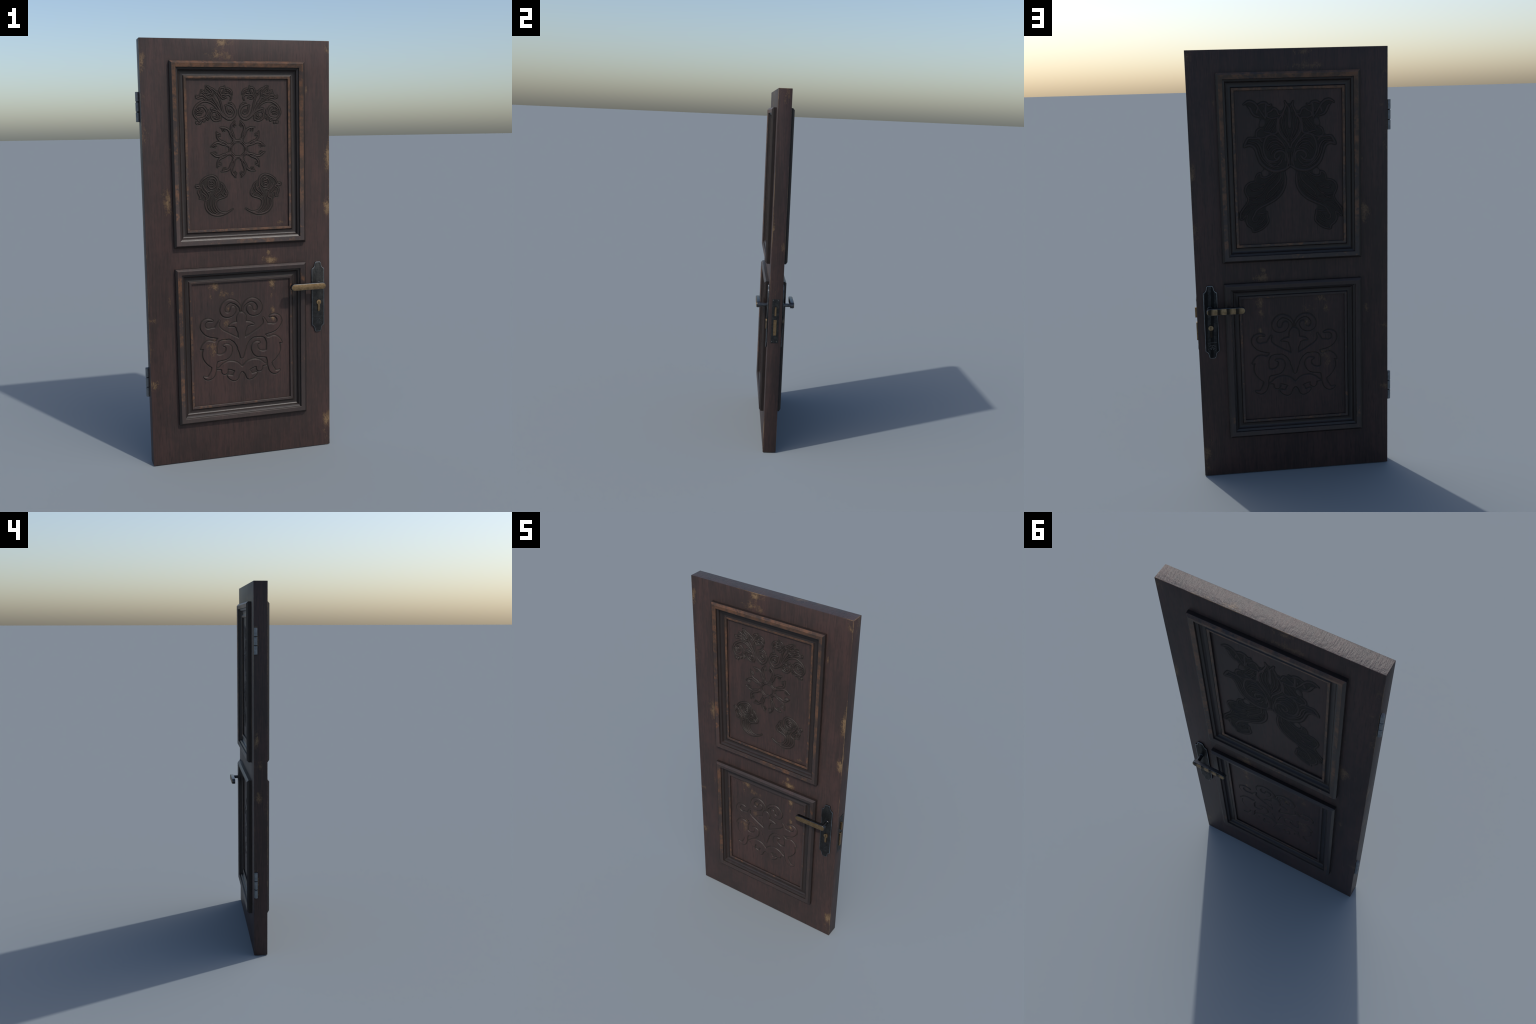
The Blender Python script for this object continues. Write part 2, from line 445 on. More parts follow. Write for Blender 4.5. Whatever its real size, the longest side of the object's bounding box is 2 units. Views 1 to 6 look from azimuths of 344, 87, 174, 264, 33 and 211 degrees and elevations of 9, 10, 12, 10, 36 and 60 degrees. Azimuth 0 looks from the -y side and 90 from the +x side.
def panel_mesh(rel, name, side, names, mats, margin, hatched=(), nicked=()):
    """Turn a relief into a solid panel plus its carvings (faces split off by region)."""
    h = rel.h.copy()
    # region of the carvings: close the gaps between strokes, keep a narrow halo
    region = rel.near > -margin
    if hatched:
        fill = rel.near > -17
        px = np.median(np.diff(rel.x))
        for q in range(int((17 - margin) / px / 1.3)):
            if q % 2:
                fill[1:-1, 1:-1] &= fill[:-2, :-2] & fill[2:, 2:] & fill[2:, :-2] & fill[:-2, 2:]
            fill[1:-1, 1:-1] &= fill[:-2, 1:-1] & fill[2:, 1:-1] & fill[1:-1, :-2] & fill[1:-1, 2:]
        region |= fill & np.isin(rel.tag, hatched)
    if rel.body.max() > -50:
        b = rel.body
        t = np.clip((b + 1.6) / 3.6, 0, 1)
        h = np.maximum(h, 3.1 * t * t * (3 - 2 * t))
        g = np.exp(-((b + 2.9) / 1.8) ** 2)
        h -= 1.8 * g
    else:
        # chisel nicks along the leaf ridges, and a groove cut round every ridge
        xx, zz = rel.x[None, :], rel.z[:, None]
        nick = np.sin(xx * 1.31 + 2.1 * np.sin(zz * 0.37)) * np.sin(zz * 1.17 + 1.7 * np.sin(xx * 0.41))
        h *= np.where(np.isin(rel.tag, nicked), 0.86 + 0.30 * nick, 1.0)
        h -= 1.5 * np.exp(-((rel.near + 1.7) / 1.0) ** 2) * (rel.h < 0.3)
        # fine gouge lines that follow the outlines, between the ridges
        inside = np.isin(rel.tag, hatched) & (rel.near < -1.2) & region
        h += inside * 0.8 * np.sin(rel.near * 2 * math.pi / 3.2)
    ny, nx = h.shape
    gz, gx = np.gradient(h, rel.z, rel.x)
    X, Z = np.meshgrid(rel.x / 1000, rel.z / 1000)
    Y = side * (HALF + PANEL_H + h / 1000)
    nrm = np.stack([-gx, side * np.ones_like(h), -gz], -1)
    nrm /= np.linalg.norm(nrm, axis=-1, keepdims=True)
    co = np.stack([X, Y, Z], -1).reshape(-1, 3)
    nrm = nrm.reshape(-1, 3)
    j, i = np.mgrid[0:ny - 1, 0:nx - 1]
    a = (j * nx + i).ravel()
    quads = np.stack([a, a + 1, a + nx + 1, a + nx], -1)
    if side > 0:
        quads = quads[:, ::-1]
    rel.tag[[0, -1], :] = 0                        # carvings stay clear of the panel's rim
    rel.tag[:, [0, -1]] = 0
    reg = np.where(region, rel.tag, 0).ravel()[quads].min(axis=1)
    panel = None
    for k in range(0, len(names) + 1):
        sel = quads[reg == k]
        if not len(sel):
            continue
        used, inv = np.unique(sel, return_inverse=True)
        verts, faces = co[used], inv.reshape(-1, 4)
        vn = nrm[used]
        extra_v, extra_f = [], []
        if k == 0:                                  # give the panel board its thickness
            ring = ([(0, q) for q in range(nx)] + [(p, nx - 1) for p in range(1, ny)]
                    + [(ny - 1, q) for q in range(nx - 2, -1, -1)] + [(p, 0) for p in range(ny - 2, 0, -1)])
            idx = {u: n for n, u in enumerate(used)}
            r0 = [idx[p * nx + q] for p, q in ring]
            base = len(verts)
            extra_v = [(verts[n][0], side * 0.004, verts[n][2]) for n in r0]
            m = len(r0)
            for q in range(m):
                f = (r0[q], base + q, base + (q + 1) % m, r0[(q + 1) % m])
                extra_f.append(f if side < 0 else f[::-1])
            last = tuple(base + q for q in range(m))
            extra_f.append(last[::-1] if side < 0 else last)
        me = bpy.data.meshes.new(name if k == 0 else names[k - 1])
        if k == 0:
            me.from_pydata(np.vstack([verts, extra_v]).tolist(), [], faces.tolist() + extra_f)
            vn = np.vstack([vn, np.tile((0, -side, 0), (len(extra_v), 1))])
        else:
            me.vertices.add(len(verts))
            me.vertices.foreach_set("co", verts.ravel())
            me.loops.add(faces.size)
            me.loops.foreach_set("vertex_index", faces.ravel().astype(np.int32))
            me.polygons.add(len(faces))
            me.polygons.foreach_set("loop_start", np.arange(0, faces.size, 4, dtype=np.int32))
            me.update(calc_edges=True)
            me.validate()
        me.polygons.foreach_set("use_smooth", np.ones(len(me.polygons), bool))
        me.normals_split_custom_set_from_vertices(vn.tolist())
        me.materials.append(mats[0 if k == 0 else 1])
        ob = add(me.name, me, panel)
        if k == 0:
            panel = ob
    return panel


def field(zr):
    lo, hi = (MX0 + PANEL_IN - 0.001) * 1000, (MX1 - PANEL_IN + 0.001) * 1000
    return (lo, hi), ((zr[0] + PANEL_IN - 0.001) * 1000, (zr[1] - PANEL_IN + 0.001) * 1000)

# control points of the carved strokes: (x, z, half width) in mm, right or left half
def crest_scrolls():
    """Broad flat scrolls, finial and crest of the lower panels (right half)."""
    out = []
    out.append([(4.5, 728, 2), (6.5, 743, 3), (15.5, 757.5, 5), (32, 771.5, 6.5), (55.5, 778, 7.5), (76.5, 769, 9), (90, 751.5, 10), (93, 733, 11), (84.5, 716, 11), (66.5, 710.5, 10.5), (49.5, 716.5, 12), (41, 731.5, 13.5), (41, 738.5, 12)])
    out.append([(0, 714, 1), (0, 705, 12.5), (0.5, 692, 21.5), (0, 678.5, 21), (0.5, 667, 19), (0.5, 655.5, 24), (0, 642, 24), (0, 625.5, 17), (-0.5, 602, 15), (-0.5, 579, 13.5)])
    out.append([(3, 655, 17), (26.5, 660, 11), (45.5, 661, 6.5), (62.5, 656, 1)])
    out.append([(-0.5, 499, 6), (0.5, 521.5, 11.5), (1, 545, 19.5), (5.5, 561.5, 24.5)])
    out.append([(7, 554.5, 19.5), (25, 576.5, 17.5), (49, 594, 14), (76.5, 608.5, 15.5), (104, 619.5, 20), (121, 627, 24.5)])
    out.append([(121.5, 628.5, 24.5), (148.5, 630, 21.5), (173, 637.5, 16), (191.5, 657.5, 10.5), (188, 679, 8.5), (172, 691, 5), (154.5, 691.5, 3), (143.5, 687.5, 1)])
    out.append([(119.5, 632, 17), (120, 652.5, 9.5), (116, 669.5, 5), (109.5, 683.5, 1.5)])
    out.append([(87, 606.5, 13.5), (109, 597, 7.5), (125.5, 581, 4), (141.5, 559.5, 12.5)])
    out.append([(112.5, 600, 1.5), (125.5, 581, 5), (142.5, 564.5, 20), (165, 574.5, 15.5), (186, 565, 10.5), (202.5, 552.5, 1.5)])
    out.append([(158, 548, 31.5), (160.5, 520.5, 34), (150.5, 491, 26), (141.5, 464.5, 11.5), (142, 442.5, 10.5), (152, 418.5, 12), (166.5, 406, 8), (182, 407.5, 5), (191, 413, 1.5)])
    out.append([(136.5, 506, 17), (105.5, 503, 12.5), (80, 510.5, 15.5), (66.5, 527.5, 14.5), (64.5, 546, 13.5), (73, 558, 7.5), (89, 561, 3)])
    out.append([(0.5, 433.5, 8.5), (17.5, 441, 16.5), (38.5, 454.5, 20.5), (64, 461.5, 19), (88, 457.5, 14.5), (108.5, 450.5, 6), (123.5, 447, 1)])
    out.append([(88, 449, 14.5), (87.5, 433, 14.5)])
    out.append([(16, 432.5, 13.5), (30.5, 410.5, 14.5), (37.5, 396.5, 14.5), (53.5, 398, 10), (67, 405.5, 6), (72, 409.5, 1.5)])
    return out


def crest_hollows():
    """Hollows cut back out of the scrolls (right half)."""
    out = []
    out.append([(34.5, 542, 15), (47, 563, 15), (66, 571.5, 21)])
    out.append([(88.5, 554, 37), (90, 553.5, 37)])
    out.append([(141.5, 667.5, 9), (152.5, 669, 13.5)])
    out.append([(162, 668.5, 19.5), (163.5, 669, 19.5)])
    out.append([(59, 428, 12.5), (60, 427.5, 12.5)])
    out.append([(63.5, 422.5, 7.5), (75.5, 417, 4)])
    out.append([(0, 403.5, 16.5), (0, 391.5, 15)])
    return out


def crest_curls():
    """Curl tips that stand inside the hollows (right half)."""
    out = []
    out.append([(124.5, 500, 14.5), (102.5, 503, 13), (80, 510.5, 15.5), (66.5, 527.5, 14.5), (64.5, 546, 13.5), (71.5, 557, 9), (81, 561, 5.5), (89.5, 561.5, 2.5)])
    out.append([(190.5, 653.5, 9.5), (192, 663.5, 9.5), (188, 679, 8), (172, 691, 5), (154.5, 691.5, 3), (143.5, 687.5, 1)])
    return out


def acanthus_spray():
    """Spray of leaves on two curling stems (left one)."""
    out = []
    out.append([(-58, 1701, 1.5), (-45.5, 1703.5, 2.5), (-34.5, 1702.5, 3.5), (-22, 1695.5, 4), (-13, 1684, 4.5), (-9.5, 1670.5, 4.5), (-13.5, 1655, 4.5), (-23.5, 1643, 4.5), (-37, 1637.5, 4.5), (-51, 1641.5, 4.5), (-64.5, 1652.5, 4), (-76.5, 1668.5, 3.5), (-88, 1689.5, 3.5), (-97, 1705, 3), (-105, 1717, 2.5), (-113, 1728.5, 2.5), (-118, 1739, 2)])
    out.append([(-37, 1638, 2.5), (-53.5, 1648, 2.5), (-67, 1664.5, 2.5), (-73, 1681.5, 2.5), (-77, 1700, 2), (-80.5, 1715.5, 2), (-86, 1728.5, 1.5), (-93.5, 1744, 1.5), (-104, 1757, 1)])
    out.append([(-56.5, 1643.5, 2.5), (-72.5, 1655.5, 2.5), (-87, 1674, 2.5), (-101.5, 1692, 2.5), (-116, 1706.5, 2.5), (-132, 1715.5, 3), (-148.5, 1719.5, 3), (-164.5, 1718.5, 3), (-181, 1710.5, 3.5), (-194.5, 1699, 4), (-204.5, 1683.5, 3.5), (-208, 1668, 3.5), (-204, 1654, 3), (-193.5, 1640.5, 2.5)])
    out.append([(-55, 1698.5, 2), (-52.5, 1686.5, 2.5), (-50, 1675, 2.5), (-43.5, 1665.5, 2), (-31, 1665, 2.5), (-27, 1671, 2), (-36.5, 1680, 2), (-42, 1676, 1.5)])
    out.append([(-39.5, 1712.5, 1.5), (-26, 1709, 2.5), (-15.5, 1697, 3)])
    out.append([(-193.5, 1687.5, 2.5), (-185.5, 1694, 3), (-174.5, 1697.5, 3), (-162.5, 1696.5, 3.5), (-152, 1686, 3.5), (-146.5, 1674, 3), (-145.5, 1662.5, 3), (-153, 1649.5, 3), (-166.5, 1643, 3), (-180, 1640.5, 3), (-189.5, 1639.5, 2.5)])
    out.append([(-176, 1694, 2), (-181.5, 1686, 2), (-175, 1679.5, 2)])
    out.append([(-197.5, 1687.5, 2), (-191, 1679.5, 2), (-179, 1675.5, 2), (-167, 1678, 1.5)])
    out.append([(-199, 1677, 2), (-190, 1669.5, 2), (-175, 1668, 2), (-165.5, 1671.5, 1.5)])
    out.append([(-195.5, 1665.5, 2), (-185, 1660, 2), (-172.5, 1661.5, 1.5)])
    out.append([(-196.5, 1625, 2.5), (-194, 1620, 2.5), (-188.5, 1624, 2.5), (-192.5, 1626.5, 2)])
    out.append([(-183, 1627.5, 2.5), (-177.5, 1625, 3), (-179, 1618.5, 2.5), (-184.5, 1620, 2)])
    out.append([(-188, 1634, 2.5), (-179, 1635.5, 3), (-169.5, 1636.5, 2.5)])
    out.append([(-165.5, 1634, 2.5), (-160, 1630, 3), (-156, 1638, 2.5), (-161, 1640, 2)])
    out.append([(-150, 1657.5, 2.5), (-143.5, 1649.5, 2.5), (-136.5, 1643, 2)])
    out.append([(-149, 1645.5, 2), (-142.5, 1636.5, 2.5)])
    out.append([(-141, 1680.5, 2), (-138.5, 1670, 2.5), (-141.5, 1660, 2)])
    out.append([(-126, 1687, 2), (-116.5, 1685.5, 2.5), (-106, 1681.5, 2.5), (-96.5, 1678, 2), (-88.5, 1671, 2)])
    out.append([(-125, 1684.5, 1.5), (-119.5, 1675.5, 2), (-110, 1672.5, 2), (-100.5, 1675, 2)])
    out.append([(-90, 1664.5, 2), (-82, 1655.5, 2.5), (-81, 1643.5, 2.5), (-84, 1633, 2)])
    out.append([(-121, 1670, 2.5), (-127, 1659.5, 3), (-124.5, 1646.5, 3), (-116.5, 1636, 3), (-106, 1631, 2.5), (-93.5, 1632, 2.5), (-85, 1637, 2)])
    out.append([(-101, 1663.5, 1.5), (-94.5, 1657, 2), (-100, 1650.5, 2)])
    out.append([(-115, 1648, 1.5), (-107, 1646.5, 2), (-103, 1640, 2), (-93, 1644, 2)])
    out.append([(-149, 1789.5, 1), (-146.5, 1780.5, 2), (-149.5, 1772.5, 2), (-150, 1765, 2)])
    out.append([(-145, 1790.5, 1), (-136, 1785.5, 2.5), (-126.5, 1775, 2.5), (-118.5, 1767.5, 2.5), (-116.5, 1754.5, 2)])
    out.append([(-146.5, 1781.5, 1.5), (-136, 1771.5, 2), (-127, 1763.5, 2), (-120.5, 1750.5, 2)])
    out.append([(-128, 1781.5, 2), (-117, 1776.5, 2.5), (-106.5, 1768.5, 2.5), (-98.5, 1759.5, 2.5), (-104, 1757, 1.5)])
    out.append([(-152.5, 1771.5, 2), (-147, 1761, 2.5), (-136.5, 1756, 2.5), (-126, 1754.5, 2)])
    out.append([(-170, 1771.5, 1), (-160.5, 1765, 2.5), (-150, 1758.5, 2)])
    out.append([(-172.5, 1761, 1.5), (-163.5, 1761, 2.5), (-153, 1749.5, 2.5), (-142.5, 1739, 2), (-134.5, 1734, 1.5)])
    out.append([(-177, 1750.5, 1.5), (-166.5, 1750.5, 2.5), (-158.5, 1745.5, 2.5), (-148, 1737.5, 2), (-140, 1732.5, 2)])
    out.append([(-194.5, 1745.5, 2), (-192, 1736.5, 3), (-181.5, 1734, 3), (-169.5, 1736.5, 3), (-158.5, 1734, 2.5), (-153.5, 1727.5, 2)])
    out.append([(-192, 1744, 1.5), (-182.5, 1741.5, 2), (-174.5, 1747, 2), (-166.5, 1745.5, 1.5)])
    out.append([(-150, 1752, 1.5), (-136.5, 1750.5, 2), (-126, 1745.5, 2)])
    out.append([(-140, 1734, 2), (-129, 1734, 2), (-119.5, 1736.5, 2)])
    out.append([(-137.5, 1726, 2), (-126.5, 1724.5, 2), (-117, 1718, 2.5), (-109.5, 1710.5, 2)])
    out.append([(-116, 1762.5, 2), (-115, 1748, 2), (-113, 1735, 2), (-105, 1723.5, 2), (-97, 1713, 2)])
    out.append([(-96, 1765, 2), (-89.5, 1754.5, 2.5), (-82.5, 1744, 2), (-84.5, 1728.5, 2)])
    out.append([(-85, 1766, 1.5), (-80.5, 1778, 2.5), (-71, 1783, 2.5), (-60, 1779, 2)])
    out.append([(-60, 1789.5, 1), (-60, 1778, 2), (-63, 1767.5, 2), (-69, 1757, 2)])
    out.append([(-53.5, 1775.5, 2), (-44, 1776.5, 2.5), (-33, 1771.5, 3), (-26.5, 1761, 2.5), (-25, 1750.5, 1.5)])
    out.append([(-49.5, 1769, 1.5), (-40, 1767.5, 2), (-30.5, 1756, 2)])
    out.append([(-83.5, 1767.5, 2), (-78.5, 1756, 2), (-74.5, 1745.5, 2)])
    out.append([(-74.5, 1749.5, 1.5), (-67.5, 1750.5, 2), (-55.5, 1748, 2.5), (-41.5, 1750.5, 3), (-31, 1742.5, 2.5), (-29.5, 1733.5, 2), (-34, 1724.5, 1)])
    out.append([(-66.5, 1741.5, 1.5), (-58.5, 1739, 2), (-51.5, 1735, 1.5)])
    out.append([(-78.5, 1744, 2), (-72, 1733.5, 2.5), (-62.5, 1730, 1.5)])
    out.append([(-59, 1761, 2), (-51, 1758.5, 2.5), (-44, 1762.5, 2)])
    return out


def curled_leaf():
    """Curled leaf with a rose and a hooked tail (left one)."""
    out = []
    out.append([(-31, 1221.5, 0.5), (-44.5, 1212, 2), (-60.5, 1204, 3), (-80, 1196.5, 4), (-100.5, 1193, 4), (-121, 1195.5, 4), (-140, 1204.5, 4), (-154, 1219.5, 4), (-161, 1237, 4), (-162, 1252.5, 3), (-160, 1265, 2.5)])
    out.append([(-44.5, 1211.5, 1), (-62, 1203.5, 2.5), (-80, 1205, 3), (-94.5, 1210, 3), (-106, 1222, 3), (-113, 1236.5, 3), (-114, 1253.5, 3), (-108, 1263, 2.5), (-96, 1270, 3), (-78.5, 1275, 3), (-65, 1281.5, 3), (-59, 1293, 3), (-60, 1304, 3), (-65.5, 1313, 2.5), (-70, 1323, 3), (-74, 1333, 2.5), (-82.5, 1342, 2), (-87.5, 1346.5, 1)])
    out.append([(-86, 1201, 1.5), (-103.5, 1206, 2), (-117.5, 1221, 2.5), (-126, 1239.5, 2.5), (-127, 1257, 2), (-122, 1273.5, 1.5)])
    out.append([(-94.5, 1197, 1.5), (-112, 1203.5, 2), (-126.5, 1214, 2), (-135, 1228.5, 2.5), (-139, 1246, 2.5), (-138.5, 1263, 2), (-135, 1280, 1.5)])
    out.append([(-126.5, 1205.5, 1.5), (-141, 1217.5, 2), (-149.5, 1232, 2), (-152, 1248, 2), (-151.5, 1260.5, 1.5)])
    out.append([(-161.5, 1264, 2), (-148.5, 1270.5, 2.5), (-142.5, 1280, 2.5), (-145, 1291.5, 2.5), (-153.5, 1304.5, 2.5), (-164.5, 1317.5, 3), (-171.5, 1330.5, 3), (-174, 1340.5, 2.5)])
    out.append([(-187, 1341, 2), (-178, 1356, 2.5), (-163, 1368.5, 3), (-145.5, 1376.5, 3), (-128.5, 1379.5, 3), (-114, 1374, 3.5), (-104, 1362.5, 4), (-100, 1348, 4), (-100.5, 1332.5, 3.5), (-105, 1317, 3), (-111, 1304.5, 2.5), (-119, 1290.5, 2.5)])
    out.append([(-140, 1363.5, 2.5), (-125.5, 1367, 3), (-114, 1360, 3), (-108.5, 1347, 3), (-110.5, 1333, 2.5), (-121, 1322, 2.5), (-135.5, 1320, 3), (-147, 1330, 3), (-149.5, 1342.5, 2.5), (-145, 1355, 2.5), (-134.5, 1359, 2.5)])
    out.append([(-137.5, 1352, 2), (-127.5, 1354.5, 2.5), (-120.5, 1347.5, 2)])
    out.append([(-141, 1341, 2), (-130.5, 1345, 2.5), (-122, 1339, 2)])
    out.append([(-141, 1331, 2), (-132, 1335, 2.5), (-123.5, 1330.5, 2)])
    out.append([(-189, 1327, 3), (-199, 1326, 3.5), (-206.5, 1331.5, 3), (-203, 1337, 2.5), (-191.5, 1334, 2.5)])
    out.append([(-180, 1324, 2.5), (-190.5, 1314.5, 2.5), (-196.5, 1304.5, 2.5), (-191, 1292, 3), (-187, 1281.5, 3), (-190, 1275, 2)])
    out.append([(-179.5, 1301, 2.5), (-178.5, 1288.5, 3), (-181.5, 1276, 2.5), (-190, 1274, 1.5)])
    out.append([(-179.5, 1300, 2), (-169.5, 1292.5, 2.5), (-161, 1283.5, 2.5), (-158.5, 1272, 2)])
    out.append([(-170, 1336, 2.5), (-164.5, 1323.5, 2.5), (-156, 1311.5, 2.5), (-144.5, 1305.5, 2.5), (-136, 1302.5, 2)])
    out.append([(-187, 1341, 2), (-188.5, 1331, 2.5), (-180, 1324, 2)])
    out.append([(-180.5, 1321, 2), (-170.5, 1306.5, 2.5), (-156.5, 1292, 2)])
    out.append([(-160, 1329, 1.5), (-154.5, 1317.5, 2), (-147.5, 1311.5, 1.5)])
    out.append([(-87, 1343.5, 1), (-84.5, 1329, 2), (-87.5, 1315, 2.5), (-95, 1304, 2.5), (-107, 1296, 2.5), (-116, 1283.5, 2)])
    out.append([(-74, 1329, 2), (-76, 1313.5, 2), (-85, 1301, 2), (-98.5, 1290, 2), (-110.5, 1279, 1.5)])
    out.append([(-99, 1322.5, 1.5), (-92, 1318, 2.5), (-86, 1311, 2)])
    out.append([(-86.5, 1298, 2), (-78, 1289, 2.5), (-69.5, 1284.5, 2)])
    out.append([(-69, 1297.5, 2.5), (-64.5, 1294.5, 3)])
    return out


def tulip_and_wings():
    """Tulip between scrolls with hanging leaf wings (right half)."""
    out = []
    out.append([(-18.5, 1770.5, 2.5), (-14.5, 1752.5, 3.5), (-21, 1736, 4), (-33, 1711.5, 4), (-45, 1694.5, 4), (-51.5, 1670, 4.5), (-50, 1641.5, 4.5), (-38, 1620, 4.5), (-23, 1601, 4.5), (-9, 1582, 4), (-2.5, 1563, 3)])
    out.append([(-2, 1736.5, 3.5), (-2.5, 1712.5, 3.5), (-2.5, 1686, 4.5), (-2.5, 1667, 5.5), (-2, 1652.5, 2.5)])
    out.append([(-18.5, 1769, 2), (-7, 1750.5, 3), (-2, 1739, 3)])
    out.append([(-3, 1597, 2), (-18.5, 1623, 2.5), (-31.5, 1651.5, 2.5), (-35, 1685, 2.5), (-25.5, 1716.5, 2)])
    out.append([(-2, 1604, 2), (-12.5, 1633, 2.5), (-19.5, 1664, 2.5), (-18, 1695.5, 2), (-13.5, 1719.5, 1.5)])
    out.append([(-3, 1592, 2), (-23, 1613, 2.5), (-41, 1641.5, 2.5), (-44.5, 1670.5, 2)])
    out.append([(-35.5, 1716.5, 2.5), (-47.5, 1713.5, 3.5), (-58, 1734.5, 4), (-70.5, 1739, 4), (-82.5, 1729, 4), (-97, 1721.5, 3.5), (-101.5, 1709.5, 3.5)])
    out.append([(-52.5, 1699, 3.5), (-69.5, 1698.5, 4), (-86.5, 1698, 4), (-104, 1707, 3.5)])
    out.append([(-80.5, 1758, 2.5), (-92.5, 1753, 4), (-105, 1764.5, 4.5), (-122.5, 1766, 5), (-137, 1758.5, 3.5)])
    out.append([(-105, 1757, 5), (-107, 1735.5, 5.5), (-106.5, 1714, 4.5), (-109, 1697, 3.5)])
    out.append([(-111.5, 1702, 3.5), (-129, 1728, 4), (-144.5, 1753.5, 4.5), (-162, 1770, 5), (-181.5, 1774, 5), (-201, 1764, 3), (-203.5, 1761.5, 1.5)])
    out.append([(-136, 1706, 3.5), (-156, 1712.5, 4.5), (-168.5, 1729, 5), (-176, 1745.5, 5), (-183.5, 1752.5, 3)])
    out.append([(-141.5, 1742, 3.5), (-146.5, 1727.5, 5), (-148.5, 1722.5, 3.5)])
    out.append([(-117, 1737.5, 2.5), (-116.5, 1726, 3.5)])
    out.append([(-121, 1687, 9), (-123, 1675, 12.5), (-128, 1668, 9)])
    out.append([(-52, 1694, 4), (-56.5, 1665, 4.5), (-58.5, 1636, 4.5), (-75.5, 1628.5, 4), (-95.5, 1635, 4), (-115, 1639, 4)])
    out.append([(-67, 1689, 2), (-81, 1664.5, 2.5), (-95.5, 1649.5, 2.5)])
    out.append([(-81.5, 1693.5, 2), (-96, 1673.5, 2.5), (-110.5, 1651.5, 2.5)])
    out.append([(-64, 1670, 2), (-76, 1650, 2.5), (-85.5, 1635.5, 2)])
    out.append([(-128, 1653.5, 3), (-140, 1650.5, 4), (-150, 1638, 4), (-149.5, 1618.5, 3.5), (-129.5, 1612, 3.5), (-110, 1617.5, 3.5), (-100, 1625, 3)])
    out.append([(-126.5, 1595, 4), (-139.5, 1609.5, 4), (-162, 1611, 4), (-186.5, 1611.5, 4.5), (-199, 1595, 5), (-207.5, 1575.5, 3.5), (-188.5, 1581, 4.5), (-168.5, 1576.5, 5), (-156, 1560, 5), (-148, 1533.5, 5), (-135, 1502, 5.5), (-114.5, 1480.5, 5.5), (-87, 1464.5, 6), (-59.5, 1460.5, 6), (-32, 1466.5, 5.5), (-12.5, 1477, 4.5), (-0.5, 1485, 3)])
    out.append([(-189, 1593, 2.5), (-161.5, 1596.5, 3), (-141.5, 1582.5, 3.5), (-131, 1558.5, 3.5), (-125.5, 1531.5, 3.5), (-107.5, 1505.5, 3.5), (-82.5, 1486.5, 3.5), (-55, 1480.5, 3)])
    out.append([(-198.5, 1583, 2), (-166.5, 1589, 2.5), (-148.5, 1575, 3), (-141, 1548.5, 3), (-128, 1517, 3), (-102.5, 1491, 3), (-72, 1475, 2.5)])
    out.append([(-50, 1607.5, 3), (-68, 1621.5, 4), (-92.5, 1623, 4.5), (-109.5, 1608, 4.5), (-119, 1583, 4.5), (-121, 1556.5, 4.5), (-113, 1529.5, 4.5), (-98, 1510.5, 4.5), (-75.5, 1506.5, 4.5), (-55.5, 1514.5, 4), (-46, 1529.5, 3.5)])
    out.append([(-23, 1506, 4), (-21.5, 1530.5, 4.5), (-31.5, 1547.5, 4.5), (-51.5, 1551.5, 5), (-68.5, 1541, 5), (-73, 1524, 4), (-60.5, 1514.5, 3.5), (-53.5, 1524.5, 3)])
    out.append([(-37, 1564, 2), (-59.5, 1580.5, 3), (-84, 1574.5, 3), (-101, 1557, 2.5)])
    out.append([(-34.5, 1576.5, 2), (-62.5, 1595, 3), (-89.5, 1589, 3), (-106.5, 1564, 2)])
    out.append([(-37.5, 1588.5, 2), (-62.5, 1607, 3), (-92, 1603.5, 2.5)])
    out.append([(-29.5, 1557, 2.5), (-54, 1563.5, 3), (-76.5, 1555.5, 3), (-88.5, 1535.5, 2)])
    out.append([(-22, 1557.5, 3.5), (-14, 1531, 4), (-10.5, 1501.5, 4), (-17.5, 1479.5, 3.5)])
    out.append([(-5.5, 1543.5, 2), (-4.5, 1511.5, 2.5), (-6, 1487, 2)])
    out.append([(-22, 1564.5, 3.5), (-35, 1588.5, 3.5), (-50, 1607.5, 3)])
    out.append([(-36, 1515.5, 3), (-45.5, 1498, 3.5), (-60, 1487.5, 3)])
    out.append([(-63, 1499.5, 2.5), (-92.5, 1501, 2.5), (-115.5, 1524.5, 2)])
    out.append([(-30, 1455, 3), (-26, 1424.5, 4.5), (-30.5, 1389.5, 4.5), (-47.5, 1358, 4.5), (-73.5, 1333, 4.5), (-109, 1313.5, 4.5), (-139.5, 1299, 4.5), (-162, 1282.5, 4), (-172.5, 1264, 4), (-181.5, 1248, 3.5), (-176.5, 1235, 3), (-163.5, 1235.5, 2.5), (-154.5, 1247, 2)])
    out.append([(-46.5, 1452.5, 2), (-47, 1428.5, 3), (-62, 1406, 3), (-86, 1383, 3), (-105.5, 1364.5, 2.5), (-116, 1342, 2)])
    out.append([(-76, 1455.5, 2), (-98, 1439.5, 3), (-120, 1432, 3.5), (-135.5, 1438, 3.5), (-138, 1453, 3.5), (-151, 1448, 3.5), (-159.5, 1432.5, 3), (-161.5, 1417, 3), (-186, 1412, 3.5), (-203.5, 1398, 4), (-210, 1378, 3.5), (-203, 1356, 3.5), (-196, 1338.5, 3), (-204.5, 1316, 3), (-220, 1295.5, 3.5), (-235.5, 1272.5, 3.5), (-233, 1246, 2.5), (-217.5, 1257.5, 3), (-204, 1265, 3)])
